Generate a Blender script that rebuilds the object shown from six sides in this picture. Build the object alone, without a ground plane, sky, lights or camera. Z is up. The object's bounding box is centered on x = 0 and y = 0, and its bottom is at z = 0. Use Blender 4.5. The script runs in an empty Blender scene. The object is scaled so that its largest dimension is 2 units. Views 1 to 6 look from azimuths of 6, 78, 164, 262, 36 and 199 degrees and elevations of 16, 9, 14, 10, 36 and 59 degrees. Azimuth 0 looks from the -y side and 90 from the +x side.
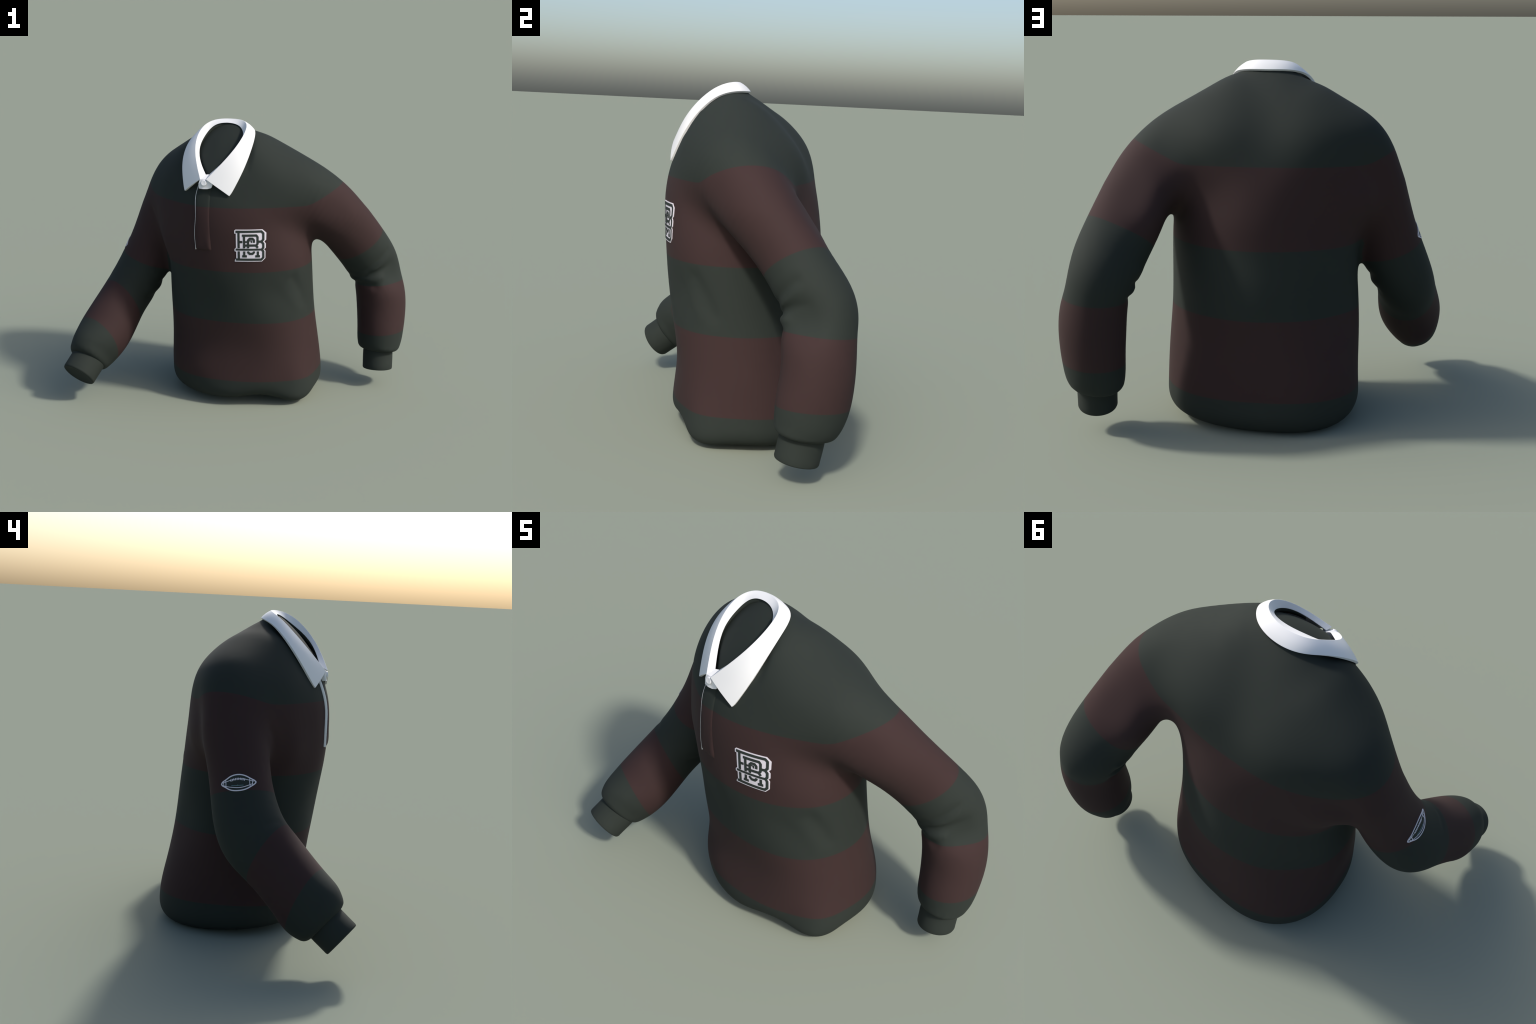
# A long-sleeved rugby shirt, standing puffed out: green and maroon hoops, white
# fold-over collar, half-buttoned placket with white piping, stitched chest
# monogram and a ball badge on one sleeve.
import bpy, math
import numpy as np
from mathutils import Vector

# ------------------------------------------------------------------ measures
# torso: one rounded section per height; columns: centre x, centre y, half width, depth to the front, depth to the back,
# squareness, turn, and two pairs of waves round the section
TORSO_HEIGHTS = [0.0, 0.035, 0.09, 0.18, 0.35, 0.55, 0.75, 0.95, 1.1, 1.22, 1.32, 1.42, 1.52, 1.62, 1.72]
TORSO_SECTIONS = np.array([
    (0.016, -0.014, 0.454, 0.354, 0.422, 2.328, -0.361, 0.025, 0.025, -0.000, 0.003),
    (0.016, -0.014, 0.454, 0.354, 0.422, 2.330, -0.361, 0.025, 0.025, -0.000, 0.003),
    (0.017, -0.011, 0.454, 0.352, 0.422, 2.284, -0.360, 0.025, 0.026, 0.002, -0.000),
    (0.022, 0.003, 0.453, 0.366, 0.398, 2.349, -0.365, 0.031, 0.019, 0.001, -0.013),
    (0.021, 0.005, 0.449, 0.359, 0.363, 2.299, -0.390, 0.026, 0.007, 0.009, -0.017),
    (0.011, -0.014, 0.443, 0.364, 0.354, 2.266, -0.459, 0.018, 0.015, 0.012, -0.020),
    (0.010, -0.042, 0.435, 0.367, 0.361, 2.259, -0.487, 0.018, 0.011, 0.017, -0.020),
    (-0.004, -0.054, 0.435, 0.364, 0.365, 2.239, -0.466, 0.005, 0.008, 0.028, -0.013),
    (-0.034, -0.052, 0.457, 0.353, 0.353, 2.334, -0.417, -0.016, 0.010, 0.029, -0.000),
    (-0.025, -0.046, 0.467, 0.344, 0.333, 2.430, -0.371, -0.011, 0.025, 0.028, 0.002),
    (-0.012, -0.045, 0.433, 0.315, 0.308, 2.468, -0.353, -0.006, 0.022, 0.017, 0.005),
    (-0.009, -0.059, 0.352, 0.249, 0.250, 2.563, -0.387, 0.003, 0.007, -0.003, 0.005),
    (-0.025, -0.097, 0.240, 0.162, 0.165, 2.427, -0.408, 0.010, 0.003, -0.003, 0.008),
    (-0.038, -0.153, 0.091, 0.055, 0.058, 2.407, -0.400, 0.005, -0.001, 0.001, 0.004),
    (-0.072, -0.205, -0.071, -0.044, -0.086, 2.457, -0.347, -0.000, -0.001, 0.000, -0.000),
])
HEM = (0.0029, 0.0098, -0.0401, 0.0237, 0.0096, 0.0092, -0.0145, 0.0138, -0.0155, 0.0274, 0.0469, 0.1467)   # height of the under side over (x, y)
SLEEVE_STATIONS = [0.0, 0.16, 0.32, 0.46, 0.58, 0.7, 0.82, 0.93, 1.0]
RIGHT_CENTRES = np.array([
    (0.090, -0.138, 1.339),
    (0.435, -0.154, 1.214),
    (0.643, -0.030, 1.009),
    (0.780, 0.111, 0.784),
    (0.830, 0.123, 0.664),
    (0.850, 0.125, 0.509),
    (0.849, 0.109, 0.350),
    (0.842, 0.092, 0.261),
    (0.840, 0.084, 0.219),
])
RIGHT_RADII = np.array([
    (0.190, 0.235),
    (0.183, 0.183),
    (0.128, 0.158),
    (0.153, 0.157),
    (0.159, 0.148),
    (0.154, 0.148),
    (0.157, 0.139),
    (0.145, 0.127),
    (0.142, 0.109),
])
RIGHT_TURN = np.array((-0.049, -0.084, -0.164, 0.023, -0.072, -0.102, -0.147, -0.334, -0.557))
RIGHT_SLEEVE_SHAPE = (RIGHT_CENTRES, RIGHT_RADII, RIGHT_TURN)
LEFT_CENTRES = np.array([
    (-0.171, 0.035, 1.349),
    (-0.390, 0.137, 1.249),
    (-0.506, 0.114, 1.036),
    (-0.567, 0.084, 0.807),
    (-0.656, 0.040, 0.624),
    (-0.721, -0.047, 0.515),
    (-0.796, -0.174, 0.375),
    (-0.854, -0.252, 0.287),
    (-0.880, -0.300, 0.241),
])
LEFT_RADII = np.array([
    (0.145, 0.187),
    (0.167, 0.148),
    (0.152, 0.115),
    (0.151, 0.142),
    (0.165, 0.145),
    (0.160, 0.144),
    (0.156, 0.156),
    (0.157, 0.130),
    (0.127, 0.115),
])
LEFT_TURN = np.array((-0.160, -0.280, -0.189, -0.176, 0.292, 0.361, 0.415, 0.592, 0.422))
LEFT_SLEEVE_SHAPE = (LEFT_CENTRES, LEFT_RADII, LEFT_TURN)
# soft swells and hollows of the cloth: centre, height (+ out), width
SWELLS = np.array([
    (0.486, 0.112, 1.120, 0.057, 0.132),
    (-0.359, 0.277, 1.031, 0.044, 0.119),
    (-0.432, -0.181, 0.954, 0.034, 0.118),
    (0.267, -0.379, 0.721, -0.027, 0.133),
    (0.205, 0.323, 0.628, 0.022, 0.162),
    (-0.227, 0.338, 0.558, -0.039, 0.156),
    (-0.422, 0.209, 1.181, -0.036, 0.152),
    (0.538, -0.284, 1.198, -0.023, 0.132),
    (0.063, 0.159, 1.355, -0.049, 0.180),
    (0.554, 0.184, 0.983, 0.059, 0.131),
    (0.396, -0.298, 0.086, 0.031, 0.130),
    (-0.195, -0.327, 0.678, -0.020, 0.153),
    (0.002, 0.380, 0.402, 0.002, 0.150),
    (0.902, 0.042, 0.712, -0.043, 0.094),
    (-0.427, 0.203, 0.945, 0.017, 0.116),
    (0.289, -0.336, 0.152, -0.011, 0.120),
])
RIGHT_CUFF = (np.array((0.8383, 0.0757, 0.2108)), np.array((0.8371, 0.0559, 0.1070)), np.array((0.0964, 0.0895)))
LEFT_CUFF = (np.array((-0.8641, -0.2843, 0.2573)), np.array((-0.9138, -0.3750, 0.1761)), np.array((0.0961, 0.1007)))
JOIN = 0.0986          # softness of the arm-to-torso join
NECK_DROP = -.018
COLLAR_FOLD = [
    (-0.132, -0.391, 1.356),
    (-0.030, -0.358, 1.460),
    (0.042, -0.305, 1.548),
    (0.074, -0.231, 1.615),
    (0.051, -0.154, 1.645),
    (-0.025, -0.099, 1.649),
    (-0.116, -0.087, 1.641),
    (-0.182, -0.128, 1.606),
    (-0.211, -0.199, 1.536),
    (-0.201, -0.283, 1.450),
    (-0.166, -0.374, 1.354),
]
COLLAR_LEAF_EDGE = [
    (0.004, -0.411, 1.266),
    (0.070, -0.366, 1.393),
    (0.110, -0.301, 1.501),
    (0.122, -0.217, 1.574),
    (0.089, -0.124, 1.599),
    (0.003, -0.058, 1.601),
    (-0.103, -0.038, 1.599),
    (-0.202, -0.077, 1.573),
    (-0.269, -0.139, 1.503),
    (-0.289, -0.214, 1.397),
    (-0.266, -0.298, 1.269),
]
COLLAR_STAND = [
    (-0.120, -0.350, 1.376),
    (-0.030, -0.333, 1.455),
    (0.032, -0.292, 1.520),
    (0.055, -0.228, 1.574),
    (0.029, -0.166, 1.615),
    (-0.038, -0.127, 1.629),
    (-0.113, -0.120, 1.615),
    (-0.164, -0.150, 1.564),
    (-0.189, -0.207, 1.501),
    (-0.176, -0.273, 1.434),
    (-0.135, -0.351, 1.373),
]
PIPING = [(-.172, 1.32), (-.179, 1.297), (-.188, 1.257), (-.1895, 1.20), (-.189, 1.151), (-.194, 1.086), (-.196, 1.045), (-.193, .99), (-.191, .955)]

HOOPS = dict(yoke=1.205, waist=0.842, belly=0.530, hem=0.167)   # heights of the torso colour changes
RIGHT_SHOULDER = ((-0.482, 0.005, 0.876), 0.8468)     # planes (normal, offset) of the sleeve colour changes
LEFT_SHOULDER = ((0.422, -0.152, 0.894), 0.8758)
RIGHT_SLEEVE = (((-0.497, -0.288, 0.818), 0.380), ((-0.077, 0.064, 0.995), 0.587), ((-0.067, 0.046, 0.997), 0.2925))
LEFT_SLEEVE = (((0.381, 0.043, 0.924), 0.499), ((0.559, 0.720, 0.411), -0.2144), ((0.528, 0.764, 0.371), -0.4675))

GREEN = (0.0181, 0.0238, 0.0200)
MAROON = (0.0345, 0.0171, 0.0167)
WHITE = (0.80, 0.80, 0.80)

# ------------------------------------------------------------------ helpers
def spline(xk, yk, x):
    """Natural cubic spline through (xk, yk); yk may have columns."""
    xk = np.asarray(xk, float); yk = np.asarray(yk, float); n = len(xk); h = np.diff(xk)
    A = np.zeros((n, n)); A[0, 0] = A[-1, -1] = 1; r = np.zeros_like(yk)
    for i in range(1, n - 1):
        A[i, i - 1] = h[i - 1]; A[i, i] = 2 * (h[i - 1] + h[i]); A[i, i + 1] = h[i]
        r[i] = 6 * ((yk[i + 1] - yk[i]) / h[i] - (yk[i] - yk[i - 1]) / h[i - 1])
    M = np.linalg.solve(A, r)
    x = np.clip(x, xk[0], xk[-1]); k = np.clip(np.searchsorted(xk, x) - 1, 0, n - 2)
    sh = (slice(None),) + (None,) * (yk.ndim - 1)
    t = (x - xk[k])[sh]; hk = h[k][sh]
    return yk[k] + t * ((yk[k + 1] - yk[k]) / hk - hk * (2 * M[k] + M[k + 1]) / 6 + t * (M[k] / 2 + t * (M[k + 1] - M[k]) / (6 * hk)))

def smin(a, b, k):
    h = np.maximum(k - np.abs(a - b), 0) / k
    return np.minimum(a, b) - h * h * k * 0.25

def smax(a, b, k):
    return -smin(-a, -b, k)

def unit(v):
    return v / np.maximum(np.linalg.norm(v, axis=-1, keepdims=True), 1e-9)

def polyline_distance(P, Q):
    """Distance of points P to polyline Q, and where along it (0..1) the foot lies."""
    Q = np.asarray(Q, float); best = np.full(len(P), 1e9); at = np.zeros(len(P)); n = len(Q) - 1
    for i in range(n):
        s = Q[i + 1] - Q[i]; w = P - Q[i]
        t = np.clip((w @ s) / max(s @ s, 1e-12), 0, 1)
        d = np.linalg.norm(w - t[:, None] * s, axis=1)
        m = d < best; best[m] = d[m]; at[m] = (i + t[m]) / n
    return best, at

def polygon(pts):
    Q = np.asarray(pts, float); R = np.roll(Q, -1, 0)
    def field(P):
        d = np.full(len(P), 1e3); inside = np.zeros(len(P), bool)
        for a, b in zip(Q, R):
            s_ = b - a; w = P - a; t = np.clip((w @ s_)/max(s_ @ s_, 1e-12), 0, 1)
            d = np.minimum(d, np.hypot(*(w - t[:, None]*s_).T))
            hit = ((a[1] > P[:, 1]) != (b[1] > P[:, 1])) & (P[:, 0] < (b[0] - a[0])*(P[:, 1] - a[1])/np.where(b[1] == a[1], 1e-12, b[1] - a[1]) + a[0])
            inside ^= hit
        return np.where(inside, -d, d)
    return field

# ------------------------------------------------------------------ the knitted body as an implicit surface
def hem_height(x, y):
    X, Y, Z = x / .4, y / .4, HEM
    return (Z[0] + Z[1]*X + Z[2]*Y + Z[3]*X*X + Z[4]*X*Y + Z[5]*Y*Y + Z[6]*X**3 + Z[7]*X*X*Y + Z[8]*X*Y*Y + Z[9]*Y**3
            + Z[10]*np.exp(-((x - Z[11])/.16)**2 - ((y + .40)/.16)**2))

def lining_height(x, y):
    x, y = x + .06, y + .22
    return NECK_DROP + 1.5604 + .904*y - 1.839*y*y - 1.589*x*x + .387*x + 40*(np.maximum(np.abs(x) - .15, 0)**2 + np.maximum(np.abs(y) - .14, 0)**2)

def torso(P, opening=True):
    z = P[:, 2]; q = spline(TORSO_HEIGHTS, TORSO_SECTIONS, z)
    dx = P[:, 0] - q[:, 0]; dy = P[:, 1] - q[:, 1]
    ca, sa = np.cos(q[:, 6]), np.sin(q[:, 6]); dx, dy = dx*ca + dy*sa, dy*ca - dx*sa
    a = np.maximum(q[:, 2], .02); b = np.maximum(np.where(dy < 0, q[:, 3], q[:, 4]), .02); n = np.clip(q[:, 5], 1.6, 5)
    d = np.sqrt(dx*dx + dy*dy) + 1e-6
    rho = ((np.abs(dx)/a)**n + (np.abs(dy)/b)**n + 1e-9)**(1/n)
    th = np.arctan2(dy, dx)
    wav = 1 + q[:, 7]*np.cos(3*th) + q[:, 8]*np.sin(3*th) + q[:, 9]*np.cos(4*th) + q[:, 10]*np.sin(4*th)
    f = np.maximum(d - d/np.maximum(rho, 1e-3)*wav, -.25)
    under = hem_height(np.clip(P[:, 0], -.55, .6), np.clip(P[:, 1], -.5, .55))
    f = smax(f, np.maximum(under, .0) - z, .10)
    f = np.maximum(f, z - 1.72)
    return f

def tube(P, sleeve, ns=70):
    centres, radii, turn = sleeve
    t = np.linspace(0, 1, ns)
    Q = spline(SLEEVE_STATIONS, np.hstack([centres, radii, turn[:, None]]), t); c = Q[:, :3]; r = np.maximum(Q[:, 3:5], .015); ph = Q[:, 5:]
    T = unit(np.gradient(c, axis=0)); N = unit(np.array([0, 1., 0]) - T*T[:, 1:2]); B = np.cross(T, N)
    N, B = N*np.cos(ph) + B*np.sin(ph), B*np.cos(ph) - N*np.sin(ph)
    out = np.empty(len(P))
    step = np.linalg.norm(np.diff(c, axis=0), axis=1).mean()
    for lo in range(0, len(P), 100000):
        p = P[lo:lo + 100000]
        k = ((c**2).sum(1)[None] - 2*p @ c.T).argmin(1)
        s = ((p - c[k])*T[k]).sum(1)
        w = np.clip(s/step, -1, 1); k2 = np.clip(k + np.sign(w).astype(int), 0, ns - 1); w = np.abs(w)[:, None]
        mix = lambda A: A[k]*(1 - w) + A[k2]*w
        d = p - mix(c); rl = mix(r); dn = (d*mix(N)).sum(1); db = (d*mix(B)).sum(1)
        dd = np.sqrt(dn*dn + db*db) + 1e-6
        f = dd - dd/(np.sqrt((dn/rl[:, 0])**2 + (db/rl[:, 1])**2) + 1e-6)
        e0 = -((p - c[0]) @ T[0]); e1 = (p - c[-1]) @ T[-1]
        f = np.where(k <= 1, smax(f, e0, .03), f); f = np.where(k >= ns - 2, smax(f, e1, .03), f)
        out[lo:lo + 100000] = f
    return out

# creases and bulges of the cloth: (line of points, depth (+ in, - out), width)
FOLDS = [
    (((.675, .21, .705), (.665, .12, .70), (.70, .03, .70), (.745, -.004, .703), (.784, -.02, .726), (.82, -.021, .742), (.87, 0, .76), (.92, .045, .78)), .013, .017),
    (((.70, .21, .637), (.685, .12, .643), (.70, .04, .655), (.74, 0, .664), (.783, -.022, .657), (.81, -.028, .650)), .010, .018),
    (((.68, .20, .675), (.665, .12, .675), (.70, .03, .682), (.76, -.02, .69), (.82, -.03, .70), (.87, -.02, .71)), -.008, .020),
    (((.65, .16, .765), (.70, .0, .745), (.766, -.032, .765), (.807, -.037, .80), (.848, -.022, .838), (.876, .005, .868)), .009, .022),
    (((.80, -.04, .755), (.86, -.02, .80), (.905, .01, .85)), -.006, .022),
    (((.65, .21, .765), (.64, .12, .75), (.67, .03, .74)), -.007, .018),
    (((-.475, .09, .640), (-.50, .02, .630), (-.56, -.03, .66)), .006, .016),
    (((-.49, .09, .600), (-.50, .02, .592), (-.56, -.04, .61)), -.006, .020),
    (((-.525, .06, .548), (-.535, .0, .548), (-.58, -.06, .56)), .008, .016),
    (((-.748, -.074, .69), (-.771, -.042, .689), (-.788, -.016, .681)), .004, .014),
    (((-.50, -.037, 1.10), (-.47, -.055, 1.06), (-.43, -.07, .98)), .007, .022),
    (((.27, -.40, .78), (.329, -.353, .685), (.38, -.31, .60)), -.004, .030),
    (((.35, -.33, .78), (.39, -.28, .69), (.41, -.25, .62)), .009, .030),
]
def folds(P):
    g = np.zeros(len(P))
    for line, depth, width in FOLDS:
        L = np.asarray(line); near = np.all((P > L.min(0) - .1) & (P < L.max(0) + .1), axis=1)
        if near.any():
            d, at = polyline_distance(P[near], L)
            g[near] += depth*np.exp(-(d/width)**2)
    return g

def swells(P):
    g = np.zeros(len(P))
    for c in SWELLS:
        g += c[3]*np.exp(-((P - c[:3])**2).sum(1)/c[4]**2)
    return g

def chest(P):
    return torso(P, False) - swells(P)
def left_arm(P):
    return tube(P, LEFT_SLEEVE_SHAPE) - swells(P)

THROAT = polygon(spline(np.linspace(0, 1, 11), COLLAR_STAND, np.linspace(0, 1, 28))[:, :2])

def body(P, opening=True):
    f = torso(P, opening)
    for sleeve in (RIGHT_SLEEVE_SHAPE, LEFT_SLEEVE_SHAPE):
        near = np.all((P > sleeve[0].min(0) - .35) & (P < sleeve[0].max(0) + .35), axis=1)
        t = np.full(len(P), .3); t[near] = tube(P[near], sleeve)
        f = smin(f, t, JOIN)
    f = f + folds(P) - swells(P)
    if opening:                                    # the cloth inside the collar, filling the throat
        near = (np.hypot(P[:, 0] + .06, P[:, 1] + .22) < .24) & (P[:, 2] > 1.15)
        if near.any():
            q = P[near]; throat = THROAT(q[:, :2]) + .004
            f[near] = smin(f[near], np.maximum(throat, 1.2 - q[:, 2]), .02)
    if opening:                                    # the dished lining that closes the neck
        f = smax(f, (P[:, 2] - lining_height(P[:, 0], P[:, 1]))/1.35, .012)
    return np.maximum(f, -P[:, 2])

def surface_point(origin, direction, reach=.5, opening=False, f=None):
    """First point from origin along direction where the cloth begins."""
    f = f or (lambda q: body(q, opening))
    O = np.atleast_2d(origin); D = unit(np.broadcast_to(np.asarray(direction, float), O.shape)); t = np.linspace(0, reach, 120)
    X = O[:, None] + t[None, :, None]*D[:, None]
    F = f(X.reshape(-1, 3)).reshape(len(O), -1)
    neg = F < 0; k = np.clip(neg.argmax(1), 1, len(t) - 1); i = np.arange(len(O))
    a, b = F[i, k - 1], F[i, k]; w = a/np.where(np.abs(a - b) < 1e-9, 1e-9, a - b)
    return O + D*(t[k - 1] + np.clip(w, 0, 1)*(t[1] - t[0]))[:, None]

def gradient(f, P, e=2e-3):
    return unit(np.stack([f(P + e*v) - f(P - e*v) for v in np.eye(3)], 1))

def net_surface(f, lo, hi, h, coarse=4):
    """Quads of the zero surface of f (dual contouring on a grid, sampled near the surface only)."""
    lo = np.asarray(lo, float); n = np.ceil((np.asarray(hi) - lo)/(h*coarse)).astype(int)
    H = h*coarse
    ax = [lo[i] + H*(np.arange(n[i]) + .5) for i in range(3)]
    G = np.stack(np.meshgrid(*ax, indexing="ij"), -1).reshape(-1, 3)
    near = (np.abs(f(G)) < H*2.6).reshape(n)
    big = near.repeat(coarse, 0).repeat(coarse, 1).repeat(coarse, 2)
    m = np.array(big.shape); F = np.ones(m)
    # far cells take the sign of their coarse block
    F *= np.sign(f(G)).reshape(n).repeat(coarse, 0).repeat(coarse, 1).repeat(coarse, 2)
    idx = np.argwhere(big); F[big] = f(lo + h*idx)
    S = F < 0
    c = np.zeros(m - 1, int); off = [(i, j, k) for i in (0, 1) for j in (0, 1) for k in (0, 1)]
    for i, j, k in off:
        c += S[i:m[0]-1+i, j:m[1]-1+j, k:m[2]-1+k]
    act = (c > 0) & (c < 8); cell = np.argwhere(act); num = np.full(act.shape, -1); num[act] = np.arange(len(cell))
    acc = np.zeros((len(cell), 3)); cnt = np.zeros(len(cell))
    for a in off:
        for axis in range(3):
            if a[axis]: continue
            b = list(a); b[axis] = 1
            va = F[tuple((cell + a).T)]; vb = F[tuple((cell + b).T)]; x = (va < 0) != (vb < 0)
            t = va/np.where(x, va - vb, 1); p = cell + np.array(a, float); p[:, axis] += t
            acc[x] += p[x]; cnt[x] += 1
    V = lo + h*(acc/cnt[:, None])
    Q = []
    for axis in range(3):
        u, v = [i for i in range(3) if i != axis]
        a = [slice(1, -1)]*3; a[axis] = slice(0, -1); b = list(a); b[axis] = slice(1, None)
        x = np.argwhere(S[tuple(a)] != S[tuple(b)]); base = x.copy(); base[:, u] += 1; base[:, v] += 1
        inside = S[tuple(base.T)]
        def at(du, dv):
            q = base.copy(); q[:, u] -= du; q[:, v] -= dv
            return num[tuple(q.T)]
        q = np.stack([at(1, 1), at(0, 1), at(0, 0), at(1, 0)], 1)
        flip = inside if axis != 1 else ~inside
        q[~flip] = q[~flip][:, ::-1]
        Q.append(q)
    Q = np.vstack(Q)
    # relax along the surface, then put every vertex back on it
    E = np.unique(np.sort(np.vstack([Q[:, [0, 1]], Q[:, [1, 2]], Q[:, [2, 3]], Q[:, [3, 0]]]), 1), axis=0)
    deg = np.bincount(E.ravel(), minlength=len(V))[:, None]
    for it in range(10):
        A = np.zeros_like(V)
        for i in range(3):
            A[:, i] = np.bincount(E[:, 0], V[E[:, 1], i], len(V)) + np.bincount(E[:, 1], V[E[:, 0], i], len(V))
        V = V + .5*(A/deg - V)
        if it in (1, 3, 5):
            e = 1e-3; g = np.stack([f(V + e*v) - f(V - e*v) for v in np.eye(3)], 1)/(2*e)
            V = V - g*(np.clip(f(V), -h, h)/np.maximum((g*g).sum(1), .25))[:, None]
    return V, Q, E, deg

def calm(V, E, deg, weight, rounds):
    """Even out long soft waves where weight > 0."""
    for _ in range(rounds):
        A = np.zeros_like(V)
        for i in range(V.shape[1]):
            A[:, i] = np.bincount(E[:, 0], V[E[:, 1], i], len(V)) + np.bincount(E[:, 1], V[E[:, 0], i], len(V))
        V = V + .5*weight[:, None]*(A/deg - V)
    return V

# ------------------------------------------------------------------ materials
def new_material(name, roughness=.8, specular=.3, sheen=0.0):
    m = bpy.data.materials.new(name); m.use_nodes = True
    b = m.node_tree.nodes["Principled BSDF"]
    b.inputs["Roughness"].default_value = roughness
    b.inputs["Specular IOR Level"].default_value = specular
    b.inputs["Sheen Weight"].default_value = sheen
    return m, m.node_tree, b

def math_node(nt, op, a, b=None, c=None):
    n = nt.nodes.new("ShaderNodeMath"); n.operation = op
    for i, v in enumerate((a, b, c)):
        if v is None: continue
        if isinstance(v, (int, float)): n.inputs[i].default_value = v
        else: nt.links.new(v, n.inputs[i])
    return n.outputs[0]

def plane_side(nt, pos, normal, offset):
    n = nt.nodes.new("ShaderNodeVectorMath"); n.operation = "DOT_PRODUCT"
    nt.links.new(pos, n.inputs[0]); n.inputs[1].default_value = normal
    return math_node(nt, "SUBTRACT", n.outputs["Value"], offset)

def knit_grain(nt, pos, bsdf, colour):
    """Worn cloth: very slight, broad tone changes."""
    nz = nt.nodes.new("ShaderNodeTexNoise"); nz.inputs["Scale"].default_value = 5; nz.inputs["Detail"].default_value = 1
    nt.links.new(pos, nz.inputs["Vector"])
    k = math_node(nt, "MULTIPLY_ADD", nz.outputs["Fac"], .06, .97)
    sc = nt.nodes.new("ShaderNodeVectorMath"); sc.operation = "SCALE"
    nt.links.new(colour, sc.inputs[0]); nt.links.new(k, sc.inputs["Scale"])
    nt.links.new(sc.outputs[0], bsdf.inputs["Base Color"])


def hooped_cloth(name, kind):
    """Green cloth with maroon hoops; kind: torso, right or left sleeve."""
    m, nt, b = new_material(name, CLOTH_ROUGH, CLOTH_SPEC)
    pos = nt.nodes.new("ShaderNodeTexCoord").outputs["Object"]
    up = (0, 0, 1)
    yoke = plane_side(nt, pos, up, HOOPS["yoke"])                # > 0 : green yoke
    for n, o in (RIGHT_SHOULDER, LEFT_SHOULDER):
        s = plane_side(nt, pos, n, o)
        mn = nt.nodes.new("ShaderNodeMath"); mn.operation = "SMOOTH_MIN"; mn.inputs[2].default_value = .03
        nt.links.new(yoke, mn.inputs[0]); nt.links.new(s, mn.inputs[1]); yoke = mn.outputs[0]
    if kind == "torso":
        lines = [plane_side(nt, pos, up, HOOPS[k]) for k in ("waist", "belly", "hem")]
    else:
        lines = [plane_side(nt, pos, n, o) for n, o in (RIGHT_SLEEVE if kind == "right" else LEFT_SLEEVE)]
    # a hoop is maroon below the yoke and above the 1st line, and between the 2nd and 3rd
    step = lambda v: math_node(nt, "MULTIPLY_ADD", v, 900, .5)
    clampn = lambda v: math_node(nt, "MINIMUM", math_node(nt, "MAXIMUM", step(v), 0.0), 1.0)
    y, l1, l2, l3 = clampn(yoke), clampn(lines[0]), clampn(lines[1]), clampn(lines[2])
    first = math_node(nt, "MULTIPLY", math_node(nt, "SUBTRACT", 1.0, y), l1)
    second = math_node(nt, "MULTIPLY", math_node(nt, "SUBTRACT", 1.0, l2), l3)
    fac = math_node(nt, "MAXIMUM", first, second)
    mix = nt.nodes.new("ShaderNodeMix"); mix.data_type = "RGBA"
    mix.inputs["A"].default_value = (*GREEN, 1); mix.inputs["B"].default_value = (*MAROON, 1)
    nt.links.new(fac, mix.inputs["Factor"])
    knit_grain(nt, pos, b, mix.outputs["Result"])
    return m

def plain_cloth(name, colour, roughness=.8, specular=.3):
    m, nt, b = new_material(name, roughness, specular)
    pos = nt.nodes.new("ShaderNodeTexCoord").outputs["Object"]
    rgb = nt.nodes.new("ShaderNodeRGB"); rgb.outputs[0].default_value = (*colour, 1)
    knit_grain(nt, pos, b, rgb.outputs[0])
    return m

# ------------------------------------------------------------------ object making
scene = bpy.context.scene
def mesh_object(name, V, F, mat, parent=None, smooth=True):
    me = bpy.data.meshes.new(name); me.from_pydata([tuple(v) for v in V], [], [tuple(int(i) for i in f) for f in F]); me.validate()
    if smooth: me.polygons.foreach_set("use_smooth", [True]*len(me.polygons))
    me.materials.append(mat)
    o = bpy.data.objects.new(name, me); scene.collection.objects.link(o); o.parent = parent
    return o

def bevelled(o, width, segments=3, angle=40):
    m = o.modifiers.new("soft_edges", "BEVEL"); m.width = width; m.segments = segments; m.limit_method = "ANGLE"; m.angle_limit = math.radians(angle)
    w = o.modifiers.new("even_shading", "WEIGHTED_NORMAL"); w.keep_sharp = True
    return o

def loft(name, sections, mat, parent, closed_section=True, caps=True):
    """Join equal-length sections (arrays of points) into a skin."""
    n = len(sections[0]); V = np.vstack(sections); F = []
    for i in range(len(sections) - 1):
        for j in range(n if closed_section else n - 1):
            k = (j + 1) % n
            F.append((i*n + j, i*n + k, (i + 1)*n + k, (i + 1)*n + j))
    if caps:
        F.append(tuple(range(n))[::-1]); F.append(tuple(range((len(sections) - 1)*n, len(sections)*n)))
    return mesh_object(name, V, F, mat, parent)

root = bpy.data.objects.new("rugby_shirt", None); scene.collection.objects.link(root)
root["label"] = "long-sleeved rugby shirt with green and maroon hoops, white collar"
root["category"] = "rugby shirt"

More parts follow.
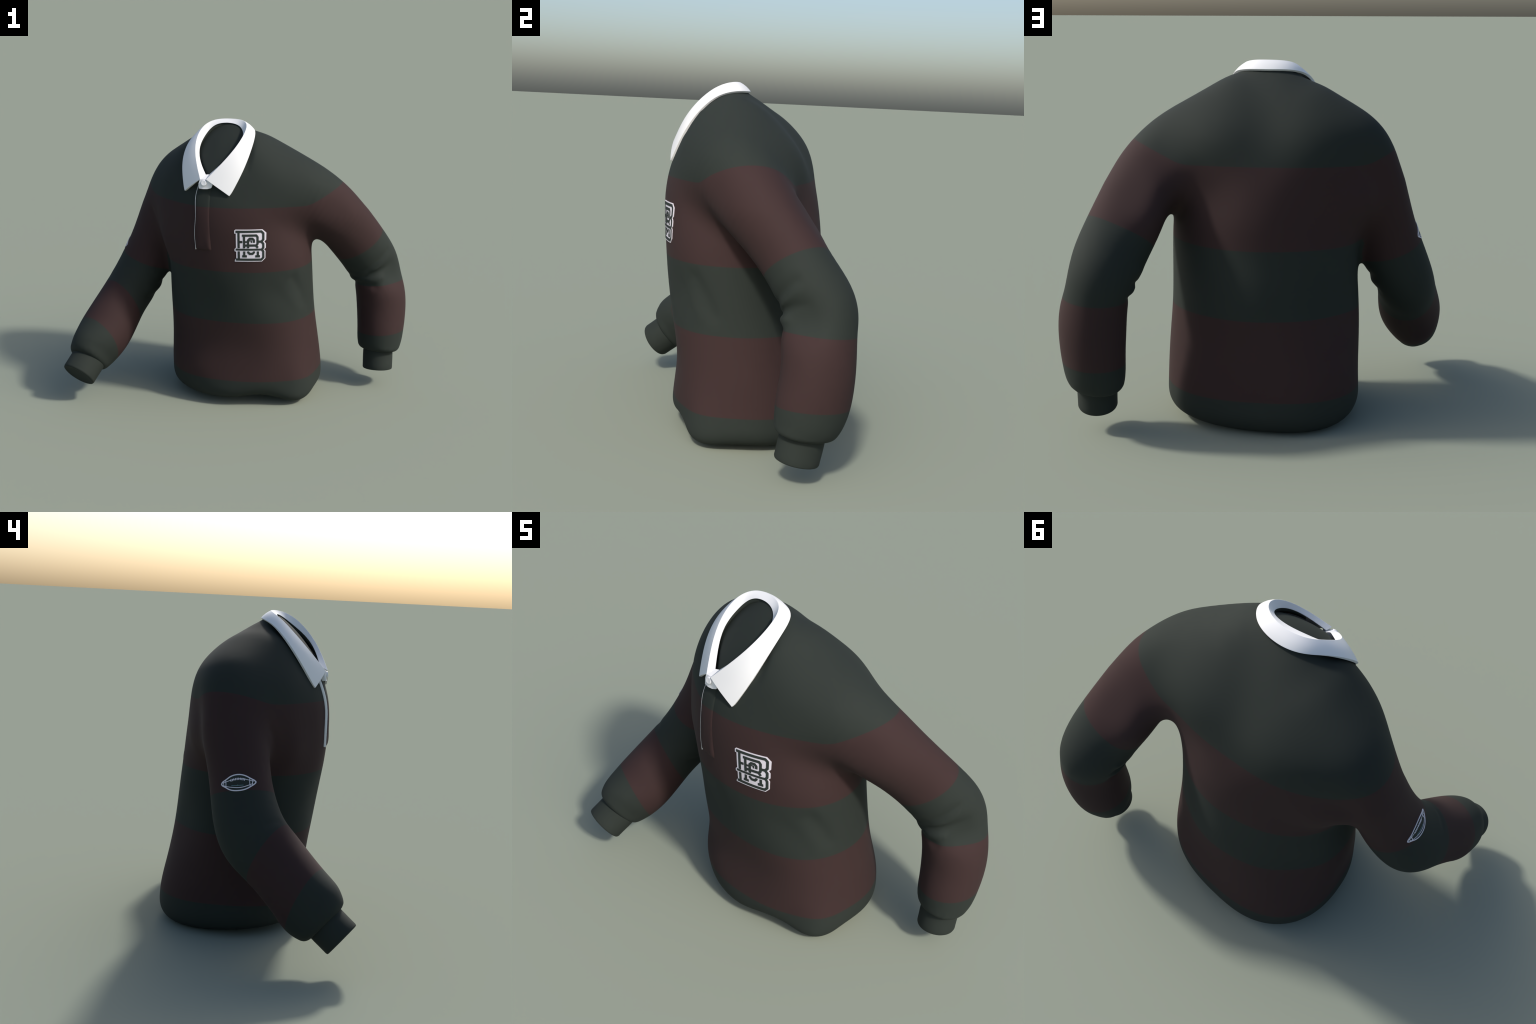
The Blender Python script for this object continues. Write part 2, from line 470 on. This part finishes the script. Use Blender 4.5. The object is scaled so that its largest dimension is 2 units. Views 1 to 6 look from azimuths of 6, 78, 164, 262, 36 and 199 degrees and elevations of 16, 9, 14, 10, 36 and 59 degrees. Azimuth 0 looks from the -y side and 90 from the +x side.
CLOTH_ROUGH, CLOTH_SPEC = .85, .3
cloth = {k: hooped_cloth(f"hooped_{k}_knit", k) for k in ("torso", "right", "left")}
green_knit = plain_cloth("green_knit", GREEN, CLOTH_ROUGH, CLOTH_SPEC)
maroon_knit = plain_cloth("maroon_knit", MAROON, CLOTH_ROUGH, CLOTH_SPEC)
white_cotton = plain_cloth("white_cotton", WHITE, .7, .3)
badge_white = plain_cloth("badge_thread", (.68, .64, .70), .8, .2)
badge_green = plain_cloth("badge_green", (.022, .029, .026), .8, .3)
blue_thread = plain_cloth("blue_thread", (.13, .22, .23), .8, .2)
button_plastic = plain_cloth("button_plastic", (.74, .75, .77), .35, .5)

# ------------------------------------------------------------------ body, split into torso, lining and sleeves
def vertex_normals(V, Q):
    fn = np.cross(V[Q[:, 2]] - V[Q[:, 0]], V[Q[:, 3]] - V[Q[:, 1]]); out = np.zeros_like(V)
    for j in range(4):
        for i in range(3): out[:, i] += np.bincount(Q[:, j], fn[:, i], len(V))
    return unit(out)
V, Q, E, deg = net_surface(body, (-1.06, -.56, -.03), (1.06, .56, 1.73), .0095)
# the upper back and the shoulders hang without a wrinkle
back = np.clip((V[:, 2] - 1.12)/.12, 0, 1)*np.clip((V[:, 1] + .30)/.14, 0, 1)*np.clip((np.hypot(V[:, 0] + .06, V[:, 1] + .2) - .15)/.05, 0, 1)
before = V; V = calm(V, E, deg, back, 110)
shrunk = ((before - V)*vertex_normals(V, Q)).sum(1)          # give back what evening-out took away
V = V + vertex_normals(V, Q)*calm(shrunk[:, None], E, deg, np.ones(len(V)), 160)*back[:, None]
N = vertex_normals(V, Q)

def cut_plane(P, point, normal):
    return (P - np.array(point)) @ np.array(normal)
C = V[Q].mean(1)
right = (cut_plane(C, (.46, -.02, 1.15), (.89, .1, -.12)) > 0) & (C[:, 0] > .3)
left = (cut_plane(C, (-.42, .10, 1.15), (-.93, .0, -.12)) > 0) & (C[:, 0] < -.3)
# below the arm pit only what hangs on the arm belongs to a sleeve
tor = torso(C)
arm_r = tube(C, RIGHT_SLEEVE_SHAPE); arm_l = tube(C, LEFT_SLEEVE_SHAPE)
right &= arm_r < tor; left &= arm_l < tor
side = np.where(right, 1, np.where(left, 2, 0))
rim = lining_height(C[:, 0], C[:, 1])
side[(C[:, 2] > rim - .03) & (C[:, 2] > 1.25) & (THROAT(C[:, :2]) < -.002)] = 3
parts = {}
for k, name, mat in ((0, "torso", cloth["torso"]), (1, "sleeve", cloth["right"]), (2, "sleeve", cloth["left"]), (3, "neck_lining", green_knit)):
    q = Q[side == k]
    if not len(q): continue
    use, inv = np.unique(q, return_inverse=True)
    o = mesh_object(name, V[use], inv.reshape(q.shape), mat, root)
    o.data.normals_split_custom_set_from_vertices([tuple(v) for v in N[use]])
    parts[k] = o

# ------------------------------------------------------------------ cuffs
def cuff(p0, p1, r, parent):
    T = unit(p1 - p0); L = np.linalg.norm(p1 - p0)
    A = unit(np.array([0, 1., 0]) - T*T[1]); B = np.cross(T, A); th = np.linspace(0, 2*np.pi, 72, endpoint=False)
    # (along, radius): band, rolled lip, then the hollow mouth
    prof = [(-.035, .95), (.0, 1.0), (.35*L, 1.005), (.7*L, 1.0), (.93*L, 1.0), (.985*L, .975), (L, .93), (L, .87), (.985*L, .82), (.97*L, .6), (.96*L, .3), (.96*L, .02)]
    secs = []
    for s, k in prof:
        wob = 1 + .006*np.sin(3*th + 9*s)
        secs.append(p0 + T*s + (np.cos(th)*r[0]*k*wob)[:, None]*A + (np.sin(th)*r[1]*k*wob)[:, None]*B)
    return loft("cuff", secs, green_knit, parent, caps=False)
cuff(*RIGHT_CUFF, parts[1]); cuff(*LEFT_CUFF, parts[2])

# ------------------------------------------------------------------ collar
s = np.linspace(0, 1, 97); ks = np.linspace(0, 1, 11)
fold, leaf, stand = (spline(ks, c, s) for c in (COLLAR_FOLD, COLLAR_LEAF_EDGE, COLLAR_STAND))
def toward(a, b, d):
    return a + unit(b - a)*d
LEAF_THICK = .012
# round the two leaf points: near the ends the edge swings back along the front edge
for i in range(len(s)):
    e = min(s[i], 1 - s[i])
    if e < .02: leaf[i] = leaf[i] + (fold[i] - leaf[i])*.022*(1 - e/.02)**2
along = unit(np.gradient(fold, axis=0))
out_leaf = unit(np.cross(along, leaf - fold)); out_leaf *= np.sign((out_leaf*(leaf - np.array([-.07, -.15, 1.3]))).sum(1))[:, None]
secs = []
for i in range(len(s)):
    f, l, t = fold[i], leaf[i], stand[i]; n = out_leaf[i]; l = l + n*.006 + unit(f - l)*.004
    sec = [toward(t, f, 0)]
    sec += [t + (f - t)*k for k in (.35, .7)]
    sec += [f]
    sec += [f + (l - f)*k + n*.004*math.sin(math.pi*k) for k in (.25, .5, .75)]
    sec += [l, l - n*LEAF_THICK]
    inner = l - n*LEAF_THICK
    back = toward(f, (l + t)/2, .016)
    sec += [inner + (back - inner)*k for k in (.4, .8)]
    low = t + unit(l - t)*.012
    sec += [low + (back - low)*.4, low]
    secs.append(np.array(sec))
collar = loft("collar", secs, white_cotton, root)
bevelled(collar, .0014, 2, 35)

# facing: the dark cloth that runs from under the stand down onto the shirt
facing = []
for t in stand[9:-9]:
    o = unit(np.array((t[0] + .065, t[1] + .215, 0)))
    facing.append(np.array([t + o*.004 - (0, 0, .001), t + o*.005 - (0, 0, .020), t + o*.019 - (0, 0, .045), t + o*.025 - (0, 0, .040), t + o*.010 - (0, 0, .004)]))
loft("neck_facing", facing, green_knit, root)

# neckband: closes the throat under the leaf points, carries the button
def front_at(x, z, lift, f=None):
    p = surface_point(np.stack([np.asarray(x, float), np.full(len(x), -.75), np.asarray(z, float)], 1), (0, 1, 0), .8, f=f)
    n = gradient(chest, p)
    return p + n*np.asarray(lift)[:, None], n

band_out = [(-.174, -.377, 1.303), (-.150, -.388, 1.3025), (-.125, -.391, 1.303), (-.104, -.389, 1.308), (-.097, -.389, 1.322), (-.098, -.386, 1.345),
            (-.125, -.380, 1.353), (-.150, -.379, 1.354), (-.168, -.374, 1.353), (-.176, -.372, 1.33)]
band_mid = [(x, y + .012, z + (.006 if z > 1.33 else 0)) for x, y, z in band_out]
band_back = [(-.165, -.345, 1.30), (-.15, -.35, 1.30), (-.125, -.35, 1.30), (-.11, -.35, 1.305), (-.103, -.345, 1.32), (-.107, -.338, 1.372),
             (-.123, -.343, 1.3765), (-.133, -.346, 1.377), (-.150, -.345, 1.372), (-.168, -.345, 1.33)]
band_root = [(x, y + .03, min(z, 1.345) - .05) for x, y, z in band_back]
band = loft("neckband", [np.array(band_out), np.array(band_mid), np.array(band_back), np.array(band_root)], white_cotton, root)
bevelled(band, .002, 3, 30)

# button: domed rim, dished face
bc = np.array((-.1445, -.3835, 1.3355)); bn = unit(np.array((-.12, -.97, .18)))
bu = unit(np.cross((0, 0, 1.), bn)); bv = np.cross(bn, bu); th = np.linspace(0, 2*np.pi, 40, endpoint=False)
secs = [bc + bn*h + (np.cos(th)*r)[:, None]*bu + (np.sin(th)*r)[:, None]*bv
        for h, r in ((-.004, .0155), (.002, .0166), (.0045, .0162), (.0062, .0148), (.0068, .0128), (.0064, .0100), (.0060, .004), (.0060, .0004))]
loft("button", secs, button_plastic, band, caps=False)

# ------------------------------------------------------------------ placket with white piping
pz = np.array(PIPING)                                     # (x, z) down the open edge
tt = np.linspace(0, 1, 60); zz = 1.318 + (.962 - 1.318)*tt
xl = spline(pz[::-1, 1], pz[::-1, 0], zz)
xr = -.112 - .008*np.sin(np.pi*tt) 
cols = np.array([0, .0, .03, .12, .3, .5, .7, .85, .95, 1.02, 1.12])
lift = np.array([-.004, .0095, .011, .0115, .0105, .009, .0072, .0055, .0042, .0028, -.003])
rows = []
for i in range(len(tt)):
    k = cols; xx = xl[i] + (xr[i] - xl[i])*k
    fade = np.clip((1 - tt[i])/.03, 0, 1)*1.0
    corner = np.where(cols > .8, 1 + .6*math.exp(-((tt[i] - .9)/.12)**2), 1)
    stitch = corner*(1 - .12*(math.exp(-((tt[i] - .945)/.006)**2) + math.exp(-((tt[i] - .962)/.006)**2)))
    p, n = front_at(xx, np.full(len(xx), zz[i]), np.where(lift > 0, lift*(.35 + .65*fade)*stitch, lift), f=chest)
    rows.append(p)
bottom, _ = front_at(rows[-1][:, 0], np.full(len(cols), zz[-1] - .004), np.full(len(cols), -.004), f=chest)
rows.append(bottom)
placket = loft("placket", rows, cloth["torso"], root, closed_section=False, caps=False)
# piping: a flat white tape standing on the open edge
edge, en = front_at(xl - .0008, zz, np.zeros(len(zz)), f=chest)
secs = []
for i in range(len(zz)):
    n = en[i]; w = np.array((1., 0, 0)); w = unit(w - n*(w @ n)); hgt = .0105
    e = edge[i]; wd = .0085 - .0045*i/len(zz)
    secs.append(np.array([e - n*.003 - w*wd, e + n*.002 - w*(wd + .0004), e + n*hgt - w*.0008, e + n*(hgt + .0006) + w*.0006, e - n*.004 + w*.0006]))
loft("piping", secs, white_cotton, placket)

# ------------------------------------------------------------------ stitched badges
def plate(name, field, size, cell, place, top, bottom, mat, parent):
    """Flat embroidery: the region field(u,v) < 0 of a size[0] x size[1] cloth, raised from 'bottom' to 'top'."""
    nu, nv = int(size[0]/cell) + 3, int(size[1]/cell) + 3
    u = (np.arange(nu) - (nu - 1)/2)*cell; v = (np.arange(nv) - (nv - 1)/2)*cell
    U, W = np.meshgrid(u, v, indexing="ij"); Fv = field(np.stack([U.ravel(), W.ravel()], 1)).reshape(U.shape)
    verts, ids, faces, rim = [], {}, [], []
    def vert(key, p):
        if key not in ids: ids[key] = len(verts); verts.append(p)
        return ids[key]
    for i in range(nu - 1):
        for j in range(nv - 1):
            cor = [(i, j), (i + 1, j), (i + 1, j + 1), (i, j + 1)]; val = [Fv[c] for c in cor]
            if min(val) >= 0: continue
            poly, cuts = [], []
            for a in range(4):
                b = (a + 1) % 4; ca, cb = cor[a], cor[b]
                if val[a] < 0: poly.append((vert(ca, (u[ca[0]], v[ca[1]])), 0))
                if (val[a] < 0) != (val[b] < 0):
                    t = val[a]/(val[a] - val[b])
                    p = (u[ca[0]] + t*(u[cb[0]] - u[ca[0]]), v[ca[1]] + t*(v[cb[1]] - v[ca[1]]))
                    poly.append((vert((min(ca, cb), max(ca, cb)), p), 1))
            loop = [k for k, _ in poly]
            if len(loop) < 3: continue
            faces.append(tuple(loop))
            for a in range(len(poly)):
                b = (a + 1) % len(poly)
                if poly[a][1] and poly[b][1] and val.count(val[0]) >= 0:
                    rim.append((poly[a][0], poly[b][0]))
    P, Nn = place(np.array(verts)); n = len(P)
    allV = np.vstack([P + Nn*top, P + Nn*bottom])
    F = list(faces)
    for a, b in rim:
        F.append((b, a, a + n, b + n))
    me = mesh_object(name, allV, F, mat, parent, smooth=False)
    import bmesh
    bm = bmesh.new(); bm.from_mesh(me.data)
    bmesh.ops.delete(bm, geom=[w for w in bm.verts if not w.link_faces], context="VERTS")
    bm.to_mesh(me.data); bm.free()
    return me

def strokes(lines, half):
    """Field of thick lines with square ends and rounded bends: negative on the thread."""
    def field(P):
        best = np.full(len(P), 1e3)
        for ln in lines:
            h = half
            if isinstance(ln, tuple) and isinstance(ln[0], (int, float)): h, ln = ln
            Q = np.asarray(ln, float)
            for n, (a, b) in enumerate(zip(Q[:-1], Q[1:])):
                run = b - a; L = max(np.hypot(*run), 1e-9); t = run/L; w = P - a
                al = w @ t; ac = np.abs(w @ np.array((-t[1], t[0])))
                best = np.minimum(best, np.maximum(ac - h, np.maximum(-al, al - L)))
                if n: best = np.minimum(best, np.hypot(*w.T) - h)
        return best
    return field

# chest monogram: nested block letters; design units 510 x 510, y down
MONO = .178
def design(pts):
    q = np.asarray(pts, float); return np.stack([(q[:, 0] - 255)/510*MONO, (255 - q[:, 1])/510*MONO], 1)
def on_chest(uv):
    cx, cz = .1125, .9985
    # tilt: the chest turns away to the side, so across-steps follow the cloth
    p0 = np.stack([cx + uv[:, 0]*.975, np.full(len(uv), -.75), cz + uv[:, 1]*1.03 ], 1)
    p = surface_point(p0, (0, 1, 0), .5, f=chest)
    return p, gradient(chest, p)
backing = design([(0, 15), (20, 0), (450, 0), (510, 55), (507, 165), (478, 190), (502, 222), (502, 290), (473, 312), (497, 336), (495, 450), (440, 505),
                  (0, 510), (6, 478), (27, 455), (27, 350), (0, 342), (0, 308), (25, 285), (25, 62), (0, 62)])
monogram = plate("chest_monogram", polygon(backing), (MONO*1.06, MONO*1.06), .0016, on_chest, .0022, -.004, badge_white, root)
h = 17.5
L = [  # big letter
    [(22, 32), (432, 32), (462, 62), (462, 158), (432, 190), (395, 190)], [(432, 190), (462, 225), (462, 285), (440, 314)], [(70, 32), (70, 290)], [(70, 192), (130, 192)],
    (15, [(22, 314), (455, 314)]), [(440, 314), (462, 345), (462, 440), (430, 474), (22, 474)], [(70, 343), (70, 474)],
    # middle letter
    [(125, 92), (352, 92), (372, 118), (372, 222), (352, 248), (140, 248)], [(158, 92), (158, 290)], [(345, 250), (378, 285)],
    [(158, 343), (158, 418)], [(125, 420), (200, 420)], [(376, 343), (376, 418)], [(335, 420), (410, 420)],
    # small letter
    [(222, 290), (222, 165), (244, 142), (292, 142), (314, 165), (314, 205)], (8, [(236, 175), (283, 175)]), (9, [(275, 168), (275, 206)]), (13, [(175, 192), (222, 192)]),
    [(222, 343), (222, 358), (245, 380), (292, 380), (314, 358), (314, 343)], [(372, 190), (395, 190)],
]
def scaled(lines):
    out = []
    for ln in lines:
        if isinstance(ln, tuple): out.append((ln[0]/510*MONO, design(ln[1])))
        else: out.append(design(ln))
    return out
letters = plate("monogram_letters", strokes(scaled(L), h/510*MONO), (MONO, MONO), .0013, on_chest, .0036, .0012, badge_green, monogram)

# ball badge on the sleeve: design units, 1450 wide, y up
BALL = .159/1450
tip_a, tip_b = np.array((-.667, .189, .849)), np.array((-.692, .034, .864))
b_u = unit(tip_b - tip_a); b_n = unit(np.cross((0, 0, 1.), b_u)); b_n = b_n if b_n[0] < 0 else -b_n
b_n = unit(b_n - np.array((0, 0, -.25))); b_v = unit(np.cross(b_n, b_u)); b_v = b_v if b_v[2] > 0 else -b_v
def on_sleeve(uv):
    mid = (tip_a + tip_b)/2
    p0 = mid + uv[:, :1]*b_u + uv[:, 1:]*b_v + b_n*.12
    fs = left_arm
    p = surface_point(p0, -b_n, .3, f=fs)
    return p, gradient(fs, p)
def ball(pts):
    return np.asarray(pts, float)*BALL
def smooth_line(pts, n=60):
    q = np.asarray(pts, float); k = np.concatenate([[0], np.cumsum(np.hypot(*np.diff(q, axis=0).T))])
    return spline(k, q, np.linspace(0, k[-1], n))
upper = smooth_line([(-724, -42), (-690, 28), (-560, 122), (-350, 262), (-180, 325), (0, 345), (180, 322), (370, 245), (560, 135), (690, 52), (726, 8)])
lower = smooth_line([(726, 8), (695, -48), (590, -130), (400, -240), (200, -312), (-50, -340), (-260, -325), (-450, -255), (-600, -155), (-690, -98), (-724, -42)])
rim_line = np.vstack([upper, lower[1:], upper[1:2]])
ball_badge = plate("ball_badge", polygon(ball(np.vstack([upper, lower[1:-1]]))), (1500*BALL, 760*BALL), .0016, on_sleeve, .0012, -.004, badge_green, root)
lines = [(24, rim_line), (13, smooth_line([(-660, 10), (-500, 62), (-320, 115), (-200, 142), (0, 160), (200, 150), (400, 105), (640, 40)])),
         (14, smooth_line([(-650, -100), (-500, -150), (-300, -190), (0, -215), (200, -190), (400, -130), (600, -60)])),
         (14, smooth_line([(-545, 130), (-535, -40), (-545, -210)])), (12, smooth_line([(-650, 60), (-630, -40), (-640, -130)])),
         (14, smooth_line([(475, 195), (465, 30), (480, -180)])), (13, smooth_line([(590, 115), (580, 20), (590, -120)]))]
for i, xq in enumerate((-325, -258, -195, -125, -55, 10, 78, 140, 195, 255)):
    yc = 160 - 65*(xq/330)**2; lean = 14*(i - 4.5)/4.5
    lines.append((15, [(xq - lean, yc - 48), (xq + lean, yc + 48)]))
def ballscale(ls):
    return [(w*BALL, ball(q)) for w, q in ls]
plate("ball_stitching", strokes(ballscale(lines), 14*BALL), (1560*BALL, 800*BALL), .0011, on_sleeve, .0024, .0004, badge_white, ball_badge)
plate("ball_script", strokes(ballscale([(13, [(-310, -122), (-150, -128), (60, -118), (205, -112)]), (16, [(-40, -120), (-33, -92)])]), 12*BALL), (1000*BALL, 500*BALL), .0011, on_sleeve, .0022, .0004, blue_thread, ball_badge)
